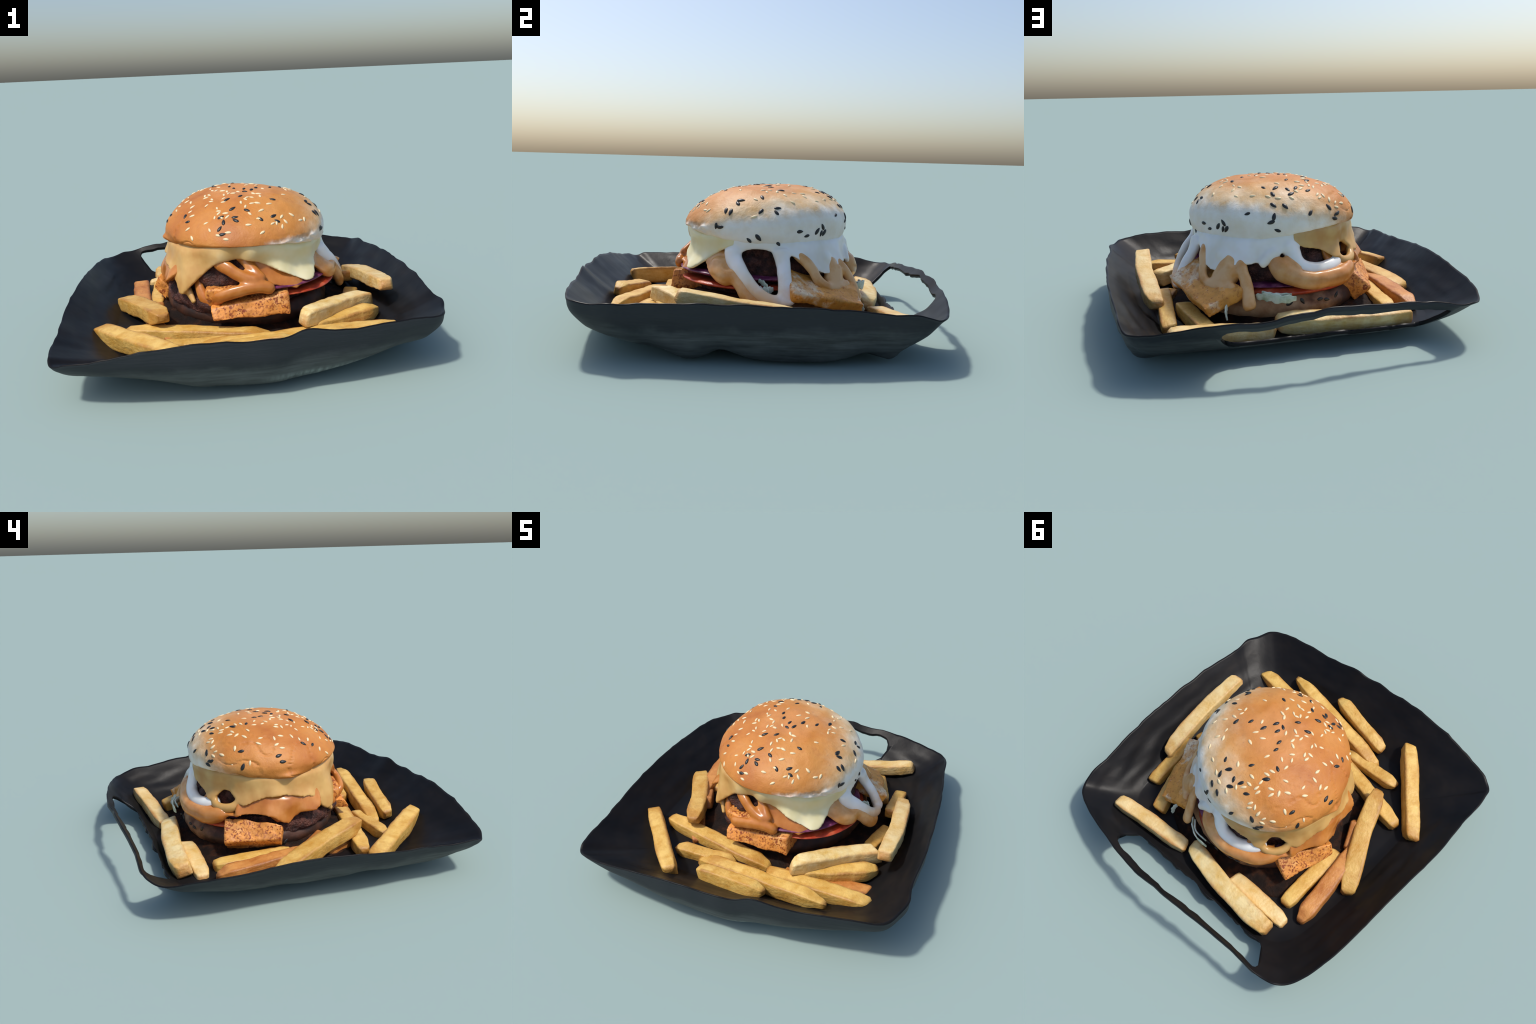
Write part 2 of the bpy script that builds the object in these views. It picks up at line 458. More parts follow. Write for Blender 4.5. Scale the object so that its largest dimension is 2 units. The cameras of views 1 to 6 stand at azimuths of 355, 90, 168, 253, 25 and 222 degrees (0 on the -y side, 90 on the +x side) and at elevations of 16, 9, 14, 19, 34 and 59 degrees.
def build_dish():
    NT, NW, NF = 280, 26, 12
    FLOOR = 0.076
    foot = catmull(FOOT, 480, closed=True)
    fa = np.array([math.atan2(p[1], p[0]) for p in foot])
    well = catmull(WELL, 480, closed=True)
    wa = np.array([math.atan2(p[1], p[0]) for p in well])
    rim = [bspline_loop(RIM, i / NT) for i in range(NT)]
    for r in rim:
        r[1] -= 0.014 * smooth(-0.7, -0.95, r[1]) * smooth(1.0, 0.7, abs(r[0]))
    # shift so that the loop of columns starts in the middle of the -y side, away from the hole
    k0 = min(range(NT), key=lambda i: abs(rim[i][0]) + (9 if rim[i][1] > 0 else 0))
    rim = rim[k0:] + rim[:k0]
    # hole in the +y wall: lower and upper edge as a fraction of the way from rim to floor
    cols = [i for i in range(NT) if rim[i][1] > 0.7 and -0.70 < rim[i][0] < 0.50]
    i0, i1 = min(cols), max(cols)
    J1, J2 = 7, 19
    inner, outer = [], []
    for i in range(NT):
        R = rim[i].copy()
        d = np.array([R[0], R[1], 0.0])
        d /= np.linalg.norm(d)
        w = nz(R[0], R[1], 0, 9, 3.1) * 0.008 + nz(R[0], R[1], 0, 20, 1.1) * 0.004
        R = R + d * w * 0.6
        R[2] += w
        ang = math.atan2(R[1], R[0])
        kk = int(np.argmin(np.abs(np.angle(np.exp(1j * (fa - ang))))))
        Fo = foot[kk].copy()
        Fo[2] += max(0.0, 0.02 * nz(Fo[0], Fo[1], 0, 5, 7.7))
        kw = int(np.argmin(np.abs(np.angle(np.exp(1j * (wa - ang))))))
        Fi = np.array([well[kw][0], well[kw][1], FLOOR])
        # bezier handles: inner wall dips quickly, then runs flat into the floor
        Ci = np.array([Fi[0] * 0.5 + R[0] * 0.5, Fi[1] * 0.5 + R[1] * 0.5, Fi[2] + (R[2] - Fi[2]) * 0.42])
        bulge = interp_loop([(0, 1.04), (25, 1.0), (42, 0.75), (60, 0.5), (90, 0.5), (130, 0.55), (180, 0.75), (215, 0.75), (235, 1.0), (255, 1.14), (285, 1.1), (312, 1.0), (335, 1.04)], math.degrees(ang))
        Co = np.array([Fo[0] * (1 - bulge) + R[0] * bulge, Fo[1] * (1 - bulge) + R[1] * bulge, Fo[2] + (R[2] - Fo[2]) * interp_loop([(0, 0.15), (200, 0.17), (262, 0.18), (283, 0.24), (310, 0.25), (335, 0.18)], math.degrees(ang))])
        # rows are pulled to the edges of the hole
        su, sl = 0.27, 0.73
        x = R[0]
        ends = smooth(-0.725, -0.655, x) ** 0.5 * smooth(0.515, 0.42, x) ** 0.5 if R[1] > 0.5 else 0.0
        if R[1] > 0.5 and ends > 0:
            ju = nz(x, 3, 1, 6, 2) * 0.09 + nz(x, 1, 1, 18, 4) * 0.025
            jl = nz(x, 8, 1, 6, 5) * 0.08 + nz(x, 5, 1, 17, 6) * 0.03
            su = 0.46 + (0.12 + ju - 0.46) * ends
            sl = 0.52 + (0.84 + jl - 0.52) * ends
        ci, co = [], []
        for j in range(NW + 1):
            if j <= J1:
                s = su * j / J1
            elif j <= J2:
                s = su + (sl - su) * (j - J1) / (J2 - J1)
            else:
                s = sl + (1 - sl) * (j - J2) / (NW - J2)
            bez = lambda C, F: R * (1 - s) ** 2 + C * 2 * s * (1 - s) + F * s * s
            p = bez(Ci, Fi)
            fold = 0.010 * nz(R[0], R[1], s, 5, 9.5) * math.sin(math.pi * s)
            p = p - d * fold
            th = 0.016 + 0.006 * math.sin(math.pi * s)
            qo = bez(Co, Fo)
            qo = qo + d * (0.010 * nz(R[0], R[1], s, 4.2, 4.4)) * math.sin(math.pi * s)
            # keep the wall at least its own thickness; at the hole it is a thin shell
            if R[1] > 0.5 and ends > 0:
                thin = p + np.array([d[0] * 0.5, d[1] * 0.5, -0.9]) * 0.02
                f = smooth(0.98, 0.80, s) * ends
                qo = qo * (1 - f) + thin * f
            if s == 0:
                qo = R + np.array([d[0] * 0.004, d[1] * 0.004, -0.006])
            else:
                qo[2] = min(qo[2], p[2] - th * 0.6)
            ci.append(p)
            co.append(qo)
        inner.append(ci)
        outer.append(co)
    verts, faces_in, faces_out = [], [], []
    vi = [[0] * (NW + 1 + NF) for _ in range(NT)]
    vo = [[0] * (NW + 1 + NF) for _ in range(NT)]

    def add(p):
        verts.append(tuple(float(c) for c in p))
        return len(verts) - 1
    for i in range(NT):
        for j in range(NW + 1):
            vi[i][j] = add(inner[i][j])
            vo[i][j] = add(outer[i][j])
        for f in range(1, NF):
            k = 1 - f / NF
            a, b = inner[i][NW], outer[i][NW]
            xi, yi = a[0] * k, a[1] * k
            vi[i][NW + f] = add((xi, yi, FLOOR - 0.008 * (1 - k) + 0.006 * nz(xi, yi, 0, 5, 1)))
            vo[i][NW + f] = add((b[0] * k, b[1] * k, max(0.0, b[2] * k * k)))
    ci_, co_ = add((0, 0, FLOOR - 0.008)), add((0, 0, 0.0))

    def in_hole(i, j):
        return i0 <= i < i1 and J1 <= j < J2
    last = NW + NF - 1
    for i in range(NT):
        n = (i + 1) % NT
        for j in range(last):
            if in_hole(i, j):
                continue
            faces_in.append((vi[i][j], vi[n][j], vi[n][j + 1], vi[i][j + 1]))
            faces_out.append((vo[i][j], vo[i][j + 1], vo[n][j + 1], vo[n][j]))
        faces_in.append((vi[i][last], vi[n][last], ci_))
        faces_out.append((vo[i][last], co_, vo[n][last]))
        faces_in.append((vi[i][0], vo[i][0], vo[n][0], vi[n][0]))
        if i0 <= i < i1:
            for j in (J1, J2):
                faces_in.append((vi[i][j], vi[n][j], vo[n][j], vo[i][j]))
    for i in (i0, i1):
        for j in range(J1, J2):
            faces_in.append((vi[i][j], vi[i][j + 1], vo[i][j + 1], vo[i][j]))
    me = bpy.data.meshes.new("dish_body")
    me.from_pydata(verts, [], faces_in + faces_out)
    me.materials.append(MAT["glaze"])
    me.materials.append(MAT["clay"])
    me.polygons.foreach_set("material_index", [0] * len(faces_in) + [1] * len(faces_out))
    me.polygons.foreach_set("use_smooth", [True] * len(me.polygons))
    me.validate()
    bm = bmesh.new()
    bm.from_mesh(me)
    bmesh.ops.recalc_face_normals(bm, faces=bm.faces)
    bm.to_mesh(me)
    bm.free()
    ob = bpy.data.objects.new("serving_dish", me)
    bpy.context.scene.collection.objects.link(ob)
    ob["label"] = "square black stoneware dish with raised wavy rim and open side"
    ob["category"] = "serving dish"
    return ob


build_dish()

# ------------------------------------------------------------------ burger
burger = bpy.data.objects.new("burger", None)
bpy.context.scene.collection.objects.link(burger)
burger.location = (BUN_C.x, BUN_C.y, 0.075)
burger["label"] = "tall burger with seeded bun, melted cheese and dripping sauces"
burger["category"] = "burger"
BURGER_PARTS = []


def part(ob):
    ob.parent = burger
    ob.matrix_parent_inverse = Matrix.Translation(-burger.location)
    BURGER_PARTS.append(ob)
    return ob


def bun_r(T):
    return 0.453 - 0.003 * math.cos(2 * T) - 0.018 * math.sin(2 * T) + 0.003 * math.cos(3 * T) + 0.005 * math.cos(T - math.radians(30))


BUN_EDGE = [(-177, 0.515), (-165, 0.518), (-150, 0.535), (-135, 0.54), (-120, 0.548), (-100, 0.556), (-80, 0.562), (-65, 0.552), (-50, 0.535),
            (-40, 0.527), (-25, 0.513), (-10, 0.500), (8, 0.492), (25, 0.502), (40, 0.507), (57, 0.503), (70, 0.503), (85, 0.520),
            (100, 0.537), (117, 0.550), (130, 0.552), (145, 0.545), (160, 0.532), (170, 0.522)]
DOME_H, E2, TX, TY = 0.206, 1.17, 0.010, 0.032
# how fast the crown falls off by heading: fuller towards the back left and front right, sloping at the browned front left
CROWN_FALL = [(-130, 1.05), (-95, 0.90), (-50, 0.70), (0, 0.80), (45, 0.82), (90, 0.78), (135, 0.68), (180, 0.90), (-160, 1.0)]


def dome_e(T):
    return interp_loop(CROWN_FALL, math.degrees(T))


def dome_point(T, phi):
    """Point of the bun crown at heading T and elevation parameter phi (0 at the widest line)."""
    R = bun_r(T)
    rho = math.cos(phi) ** dome_e(T)
    h = DOME_H * math.sin(phi) ** E2
    x = R * rho * math.cos(T) + 0.006 * h / DOME_H
    y = R * rho * math.sin(T) + 0.016 * h / DOME_H
    return Vector((BUN_C.x + x, BUN_C.y + y, 0.579 + h + TX * x + TY * y))


def bun_relief(p, T):
    """Wrinkles, crown dimples and the crack lines on the left side of the crust."""
    q = p - BUN_C
    r = math.hypot(q.x, q.y)
    d = 0.006 * nz(q.x, q.y, q.z, 6, 2) + 0.003 * nz(q.x, q.y, q.z, 17, 3)
    d += smooth(0.2, 0.05, r) * (0.010 * nz(q.x, q.y, 0, 14, 5) - 0.002)
    side = smooth(110, 150, abs(math.degrees(math.atan2(q.y + 0.02, q.x)))) * smooth(0.24, 0.34, r)
    ridge = 1 - abs(nz(q.x, q.y, q.z, 7.5, 8))
    d -= side * 0.010 * smooth(0.955, 1.0, ridge)
    # doughy nub at the left edge
    dt = (math.degrees(T) + 178 + 180) % 360 - 180
    d += 0.028 * math.exp(-(dt / 8.0) ** 2 - ((p.z - 0.527) / 0.02) ** 2)
    # torn crumbly flank at the front right
    t = math.degrees(T)
    torn = smooth(-82, -68, t) * smooth(-30, -46, t) * smooth(0.09, 0.0, p.z - 0.535)
    d += torn * (0.014 * nz(q.x, q.y, q.z, 50, 6) + 0.008 * nz(q.x, q.y, q.z, 26, 7))
    return d


def build_bun():
    NT = 240
    rows = []
    for k in range(56):
        phi = math.pi / 2 * (1 - k / 55.0) ** 1.15
        rows.append(("d", phi))
    for k in range(1, 15):
        rows.append(("s", k / 14.0))
    for k in range(1, 6):
        rows.append(("u", k / 5.0))
    verts, faces = [], []
    for kind, v in rows:
        for i in range(NT):
            T = TAU * i / NT
            Td = math.degrees(T)
            Td = Td - 360 if Td > 180 else Td
            zb = interp_loop(BUN_EDGE, Td) + 0.004 * nz(math.cos(T), math.sin(T), 0, 14, 3)
            if kind == "d":
                p = dome_point(T, v)
                if v >= math.pi / 2 - 1e-6:
                    p = dome_point(0, math.pi / 2)
            else:
                e = dome_point(T, 0)
                c = BUN_C
                if kind == "s":
                    z = e.z + (zb - e.z) * math.sin(v * math.pi / 2)
                    f = 1.0 - 0.05 * (1 - math.cos(v * math.pi / 2))
                else:
                    z = zb + 0.012 * math.sin(v * math.pi / 2)
                    f = 0.95 - 0.75 * v
                p = Vector((c.x + (e.x - c.x) * f, c.y + (e.y - c.y) * f, z))
            n = (p - Vector((BUN_C.x, BUN_C.y, 0.45))).normalized()
            if kind != "u" and not (kind == "d" and v >= math.pi / 2 - 1e-6):
                p = p + n * bun_relief(p, math.radians(Td))
            verts.append(p)
    L = len(rows)
    for k in range(L - 1):
        for i in range(NT):
            n = (i + 1) % NT
            faces.append((k * NT + i, k * NT + n, (k + 1) * NT + n, (k + 1) * NT + i))
    faces.append(tuple((L - 1) * NT + i for i in range(NT)))
    ob = new_object("bun_crown", verts, faces, MAT["bun"], origin=BUN_C)
    bm = bmesh.new()
    bm.from_mesh(ob.data)
    bmesh.ops.remove_doubles(bm, verts=bm.verts, dist=1e-5)
    bm.to_mesh(ob.data)
    bm.free()
    return part(ob)


bun = build_bun()


def seed_mesh(name, mat, L, W, H):
    verts, faces = [], []
    NU, NV = 10, 8
    for a in range(NU + 1):
        u = a / NU
        w = math.sin(math.pi * u) ** 0.6 * (1 - 0.35 * u)
        for b in range(NV):
            t = TAU * b / NV
            verts.append(((u - 0.5) * L, W * w * math.cos(t) * 0.5, H * w * math.sin(t) * 0.5))
    for a in range(NU):
        for b in range(NV):
            faces.append((a * NV + b, a * NV + (b + 1) % NV, (a + 1) * NV + (b + 1) % NV, (a + 1) * NV + b))
    me = bpy.data.meshes.new(name)
    me.from_pydata(verts, [], faces)
    me.polygons.foreach_set("use_smooth", [True] * len(me.polygons))
    me.materials.append(mat)
    return me


# seeds on the crown: (heading in degrees, distance from the crown axis in thousandths of the radius)
BLACK_CROWN = [(-23, 829), (-5, 731), (-4, 908), (8, 876), (16, 518), (4, 353), (-3, 169), (71, 640), (83, 665), (80, 771), (62, 969), (102, 452), (94, 699),
               (102, 684), (95, 779), (80, 904), (88, 917), (111, 754), (126, 549), (80, 984), (-58, 587), (-68, 875), (-90, 685), (-101, 773), (-105, 644),
               (-98, 378), (-114, 773), (-112, 903), (-57, 183), (-85, 186), (-80, 89), (-120, 442), (176, 110), (144, 187), (141, 426), (-155, 838),
               (176, 925), (178, 972), (147, 893), (125, 990), (119, 953), (149, 993), (-80, 823), (-29, 916), (-22, 785), (7, 922), (104, 973),
               (-146, 880), (-110, 836), (-100, 817), (-109, 948), (-69, 816), (-25, 925)]
BLACK_SIDE = [(123, 0.613), (-29, 0.579), (-10, 0.52), (-4, 0.535), (9, 0.503), (24, 0.565), (30, 0.541), (39, 0.563), (44, 0.584), (46, 0.552), (43, 0.55),
              (78, 0.599), (82, 0.557), (122, 0.59), (-32, 0.583)]
WHITE_CROWN = [(-35, 559), (-10, 767), (-2, 590), (-7, 533), (1, 526), (10, 575), (17, 674), (-15, 254), (31, 604), (39, 707), (42, 626), (29, 221), (61, 130),
               (61, 290), (120, 277), (86, 546), (76, 800), (84, 829), (110, 566), (126, 493), (133, 455), (110, 650), (121, 592), (118, 662), (120, 705),
               (106, 707), (100, 746), (94, 834), (132, 650), (132, 713), (116, 825), (116, 865), (120, 849), (123, 897), (127, 931), (63, 785), (48, 802),
               (-66, 641), (-77, 716), (-81, 817), (-88, 736), (-77, 587), (-83, 576), (-91, 619), (-67, 450), (-63, 365), (-70, 319), (-80, 438), (-87, 426),
               (-90, 469), (-96, 534), (-111, 713), (-118, 715), (-120, 778), (-126, 852), (-113, 171), (-118, 287), (-131, 291), (-129, 416), (-123, 498),
               (-125, 621), (-137, 345), (-147, 246), (-164, 271), (-147, 489), (-143, 609), (177, 332), (169, 383), (152, 325), (-167, 446), (-171, 493),
               (-162, 508), (-155, 765), (-161, 699), (154, 432), (-174, 675), (-141, 940), (177, 712), (148, 578), (163, 708), (177, 805), (-179, 852),
               (139, 702), (147, 706), (161, 788), (142, 876), (154, 975), (126, 962), (133, 945), (141, 989), (-143, 529), (-120, 675), (-146, 808),
               (-120, 918), (-134, 987), (-90, 873), (-81, 948), (-72, 889), (-62, 897), (-54, 852), (-45, 923), (-106, 978), (-112, 956), (-105, 934),
               (-114, 774), (-108, 764), (-66, 930), (-63, 844), (-69, 892), (-49, 920), (-8, 954), (21, 807)]


def place_seeds():
    me_b = seed_mesh("black_sesame_seed", MAT["seed_black"], 0.040, 0.023, 0.012)
    me_w = seed_mesh("white_sesame_seed", MAT["seed_white"], 0.033, 0.017, 0.010)

    def put(me, name, p, n, T):
        ob = bpy.data.objects.new(name, me)
        bpy.context.scene.collection.objects.link(ob)
        a = random.uniform(0, TAU)
        up = n.normalized()
        t = up.orthogonal().normalized()
        x = (t * math.cos(a) + up.cross(t) * math.sin(a)).normalized()
        y = up.cross(x)
        M = Matrix((x, y, up)).transposed().to_4x4()
        s = random.uniform(0.85, 1.15)
        pos = p + up * (bun_relief(p, T) + 0.0005)
        W = Matrix.Translation(pos) @ M @ Matrix.Scale(s, 4)
        ob.parent = bun
        ob.matrix_parent_inverse = Matrix.Identity(4)
        ob.matrix_local = Matrix.Translation(-BUN_C) @ W

    def crown(Td, rho):
        T = math.radians(Td)
        r = min(rho / 1000.0, 0.999)
        phi = math.acos(r ** (1 / dome_e(T)))
        p = dome_point(T, phi)
        e = 1e-3
        a = dome_point(T + e, phi) - dome_point(T - e, phi)
        b = dome_point(T, min(phi + e, 1.57)) - dome_point(T, max(phi - e, 0.0))
        n = a.cross(b)
        if n.dot(p - BUN_C) < 0:
            n = -n
        return p, n, T

    def side(Td, z):
        T = math.radians(Td)
        e = dome_point(T, 0)
        zb = interp_loop(BUN_EDGE, Td)
        f = 1.0
        if z < e.z:
            v = math.asin(min(1, (e.z - z) / max(1e-4, e.z - zb))) / (math.pi / 2)
            f = 1 - 0.05 * (1 - math.cos(v * math.pi / 2))
        p = Vector((BUN_C.x + (e.x - BUN_C.x) * f, BUN_C.y + (e.y - BUN_C.y) * f, z))
        return p, Vector((math.cos(T), math.sin(T), -0.1)), T
    for Td, r in BLACK_CROWN:
        put(me_b, "black_sesame_seed", *crown(Td, r))
    for Td, z in BLACK_SIDE:
        put(me_b, "black_sesame_seed", *side(Td, z))
    for Td, r in WHITE_CROWN:
        put(me_w, "white_sesame_seed", *crown(Td, r))


place_seeds()


# --- the stack seen as a flaring cone: radius of the sauce surface by heading and height
def slope(Td):
    return 0.32 + 0.11 * math.cos(math.radians(Td - 40))


TUCK = [(-140, 0.15), (-116, 0.3), (-97, 1.0), (-60, 1.0), (-25, 0.9), (8, 0.6), (42, 0.15), (90, 0.5), (121, 0.9), (150, 0.7), (180, 0.15)]


def cone_r(Td, z):
    r = bun_r(math.radians(Td)) * 0.955 + slope(Td) * max(0.0, 0.55 - z)
    return r - 0.046 * interp_loop(TUCK, Td) * math.exp(-((z - 0.44) / 0.075) ** 2)


def on_cone(Td, z, off=0.0):
    r = cone_r(Td, z) + off
    T = math.radians(Td)
    return np.array([BUN_C.x + r * math.cos(T), BUN_C.y + r * math.sin(T), z])


def skirt(lower, t0, t1, ztop=0.03, thick=0.03, fold=0.012, seed=0, off=0.0):
    """A closed sheet hanging from under the bun down to the edge line lower(heading)."""
    N = int((t1 - t0) / 1.5)
    M = 14
    verts, faces = [], []
    for i in range(N + 1):
        Td = t0 + (t1 - t0) * i / N
        a = Td if Td <= 180 else Td - 360
        zl = sum(interp_loop(lower, a + k) for k in (-4, -2, 0, 2, 4)) / 5
        zt = interp_loop(BUN_EDGE, a) + ztop
        zl = min(zl, zt - 0.012)
        for side in (0, 1):
            for j in range(M + 1):
                s = j / M
                z = zt + (zl - zt) * s
                f = fold * nz(math.cos(math.radians(a)) * 2, math.sin(math.radians(a)) * 2, z * 3, 2.4, seed) * s
                th = thick * (1 - 0.35 * s)
                o = off + f + (0 if side == 0 else -th) - 0.03 * (1 - smooth(0, 0.25, s))
                verts.append(on_cone(a, z, o))
    w = 2 * (M + 1)
    for i in range(N):
        A, B = i * w, (i + 1) * w
        for j in range(M):
            faces.append((A + j, B + j, B + j + 1, A + j + 1))
            faces.append((A + M + 1 + j, A + M + 2 + j, B + M + 2 + j, B + M + 1 + j))
        faces.append((A + M, B + M, B + 2 * M + 1, A + 2 * M + 1))
        faces.append((A, A + M + 1, B + M + 1, B))
    for k in (0, N):
        A = k * w
        for j in range(M):
            faces.append((A + j, A + j + 1, A + M + 2 + j, A + M + 1 + j))
    return verts, faces


def strand(pts, r, off=0.0, flat=0.72, n=40):
    """A thick dribble along (heading, height[, radius, offset]) points."""
    q = []
    for p in pts:
        rr = p[2] if len(p) > 2 else r
        oo = (p[3] if len(p) > 3 else off) - 0.5 * rr * flat
        c = on_cone(p[0], p[1], oo)
        q.append(np.array([c[0], c[1], c[2], rr]))
    C = catmull(q, n)
    verts, faces = [], []
    K = 14
    for i, c in enumerate(C):
        t = C[min(i + 1, n - 1)][:3] - C[max(i - 1, 0)][:3]
        t /= np.linalg.norm(t) + 1e-9
        rad = np.array([c[0] - BUN_C.x, c[1] - BUN_C.y, 0.0])
        rad /= np.linalg.norm(rad)
        s = np.cross(t, rad)
        s /= np.linalg.norm(s) + 1e-9
        b = np.cross(s, t)
        e = min(i, n - 1 - i) / 3.0
        k = c[3] * (math.sqrt(max(0.0, 1 - (1 - min(1, e)) ** 2)) * 0.95 + 0.05)
        for a in range(K):
            u = TAU * a / K
            verts.append(c[:3] + s * math.cos(u) * k + b * math.sin(u) * k * flat)
    for i in range(n - 1):
        for a in range(K):
            faces.append((i * K + a, i * K + (a + 1) % K, (i + 1) * K + (a + 1) % K, (i + 1) * K + a))
    faces.append(tuple(range(K)))
    faces.append(tuple((n - 1) * K + a for a in range(K)))
    return verts, faces


def fused_part(name, pieces, mat, voxel=0.007, iters=9):
    V, F = [], []
    for v, f in pieces:
        k = len(V)
        V += [tuple(float(c) for c in x) for x in v]
        F += [tuple(k + i for i in q) for q in f]
    ob = new_object(name, V, F, mat, origin=BUN_C)
    fuse(ob, voxel, iters)
    normals = [v.normal.copy() for v in ob.data.vertices]
    for v, nn in zip(ob.data.vertices, normals):      # runny unevenness
        c = v.co
        v.co = c + nn * (0.006 * nz(c.x, c.y, c.z * 0.6, 8, len(pieces)) + 0.002 * nz(c.x, c.y, c.z, 20, 2))
    return part(ob)


CHEESE_EDGE = [(-161, 0.40), (-155, 0.353), (-149, 0.298), (-143, 0.262), (-137, 0.292), (-131, 0.352), (-126, 0.392), (-122, 0.42), (-114, 0.468),
               (-106, 0.482), (-97, 0.485), (-88, 0.474), (-80, 0.45), (-71, 0.418), (-62, 0.378), (-52, 0.332), (-46, 0.358), (-38, 0.42),
               (-33, 0.44), (-27, 0.468), (-20, 0.485), (40, 0.49), (90, 0.49), (98, 0.46), (108, 0.447), (114, 0.425), (121, 0.386), (125, 0.36),
               (128, 0.44), (135, 0.448), (141, 0.435), (145, 0.37), (148, 0.369), (156, 0.401), (166, 0.425), (176, 0.425), (186, 0.41), (195, 0.39)]
cheese = fused_part("cheese_slice", [skirt(CHEESE_EDGE, 92, 340, thick=0.032, fold=0.03, seed=4, off=0.01),
                                     strand([(-143, 0.31, 0.03), (-137, 0.275, 0.024), (-132, 0.235, 0.018)], 0.022, -0.02),
                                     strand([(124, 0.40), (127, 0.365), (134, 0.352), (141, 0.362), (146, 0.395)], 0.026, -0.008, 0.8)], MAT["cheese"])

WHITE_EDGE = [(-32, 0.48), (-28, 0.468), (-24, 0.44), (-19, 0.44), (-15, 0.455), (-11, 0.468), (-4, 0.472), (4, 0.47), (9, 0.45), (14, 0.44), (17, 0.45), (20, 0.44),
              (26, 0.405), (31, 0.375), (36, 0.352), (41, 0.342), (46, 0.345), (53, 0.365), (60, 0.382), (68, 0.395), (74, 0.40), (80, 0.425),
              (86, 0.45), (92, 0.455), (98, 0.47), (104, 0.49)]
fused_part("white_sauce", [
    skirt(WHITE_EDGE, -30, 102, thick=0.034, fold=0.015, seed=9, off=0.004),
    strand([(-22, 0.48, 0.05), (-20, 0.42, 0.045), (-14, 0.37, 0.040), (-8, 0.315, 0.037), (-3, 0.27, 0.036), (3, 0.235, 0.036), (9, 0.222, 0.040)], 0.03, 0.008),
    strand([(11, 0.48, 0.05), (12, 0.41, 0.038), (12, 0.32, 0.036), (12, 0.25, 0.042), (13, 0.205, 0.042)], 0.03, 0.012),
    strand([(40, 0.40, 0.06), (44, 0.40, 0.065), (50, 0.41, 0.05)], 0.05, -0.015),
    strand([(82, 0.45, 0.03), (76, 0.42, 0.028), (71, 0.38, 0.02)], 0.02, 0.006),
    strand([(86, 0.49, 0.05, 0.0), (91, 0.45, 0.045), (93, 0.40, 0.042, -0.006), (97, 0.362, 0.042, -0.02), (105, 0.340, 0.042, -0.028), (114, 0.338, 0.042, -0.028), (122, 0.352, 0.042, -0.024), (128, 0.385, 0.04, -0.02)], 0.03, 0.0, 0.9),
], MAT["white"])

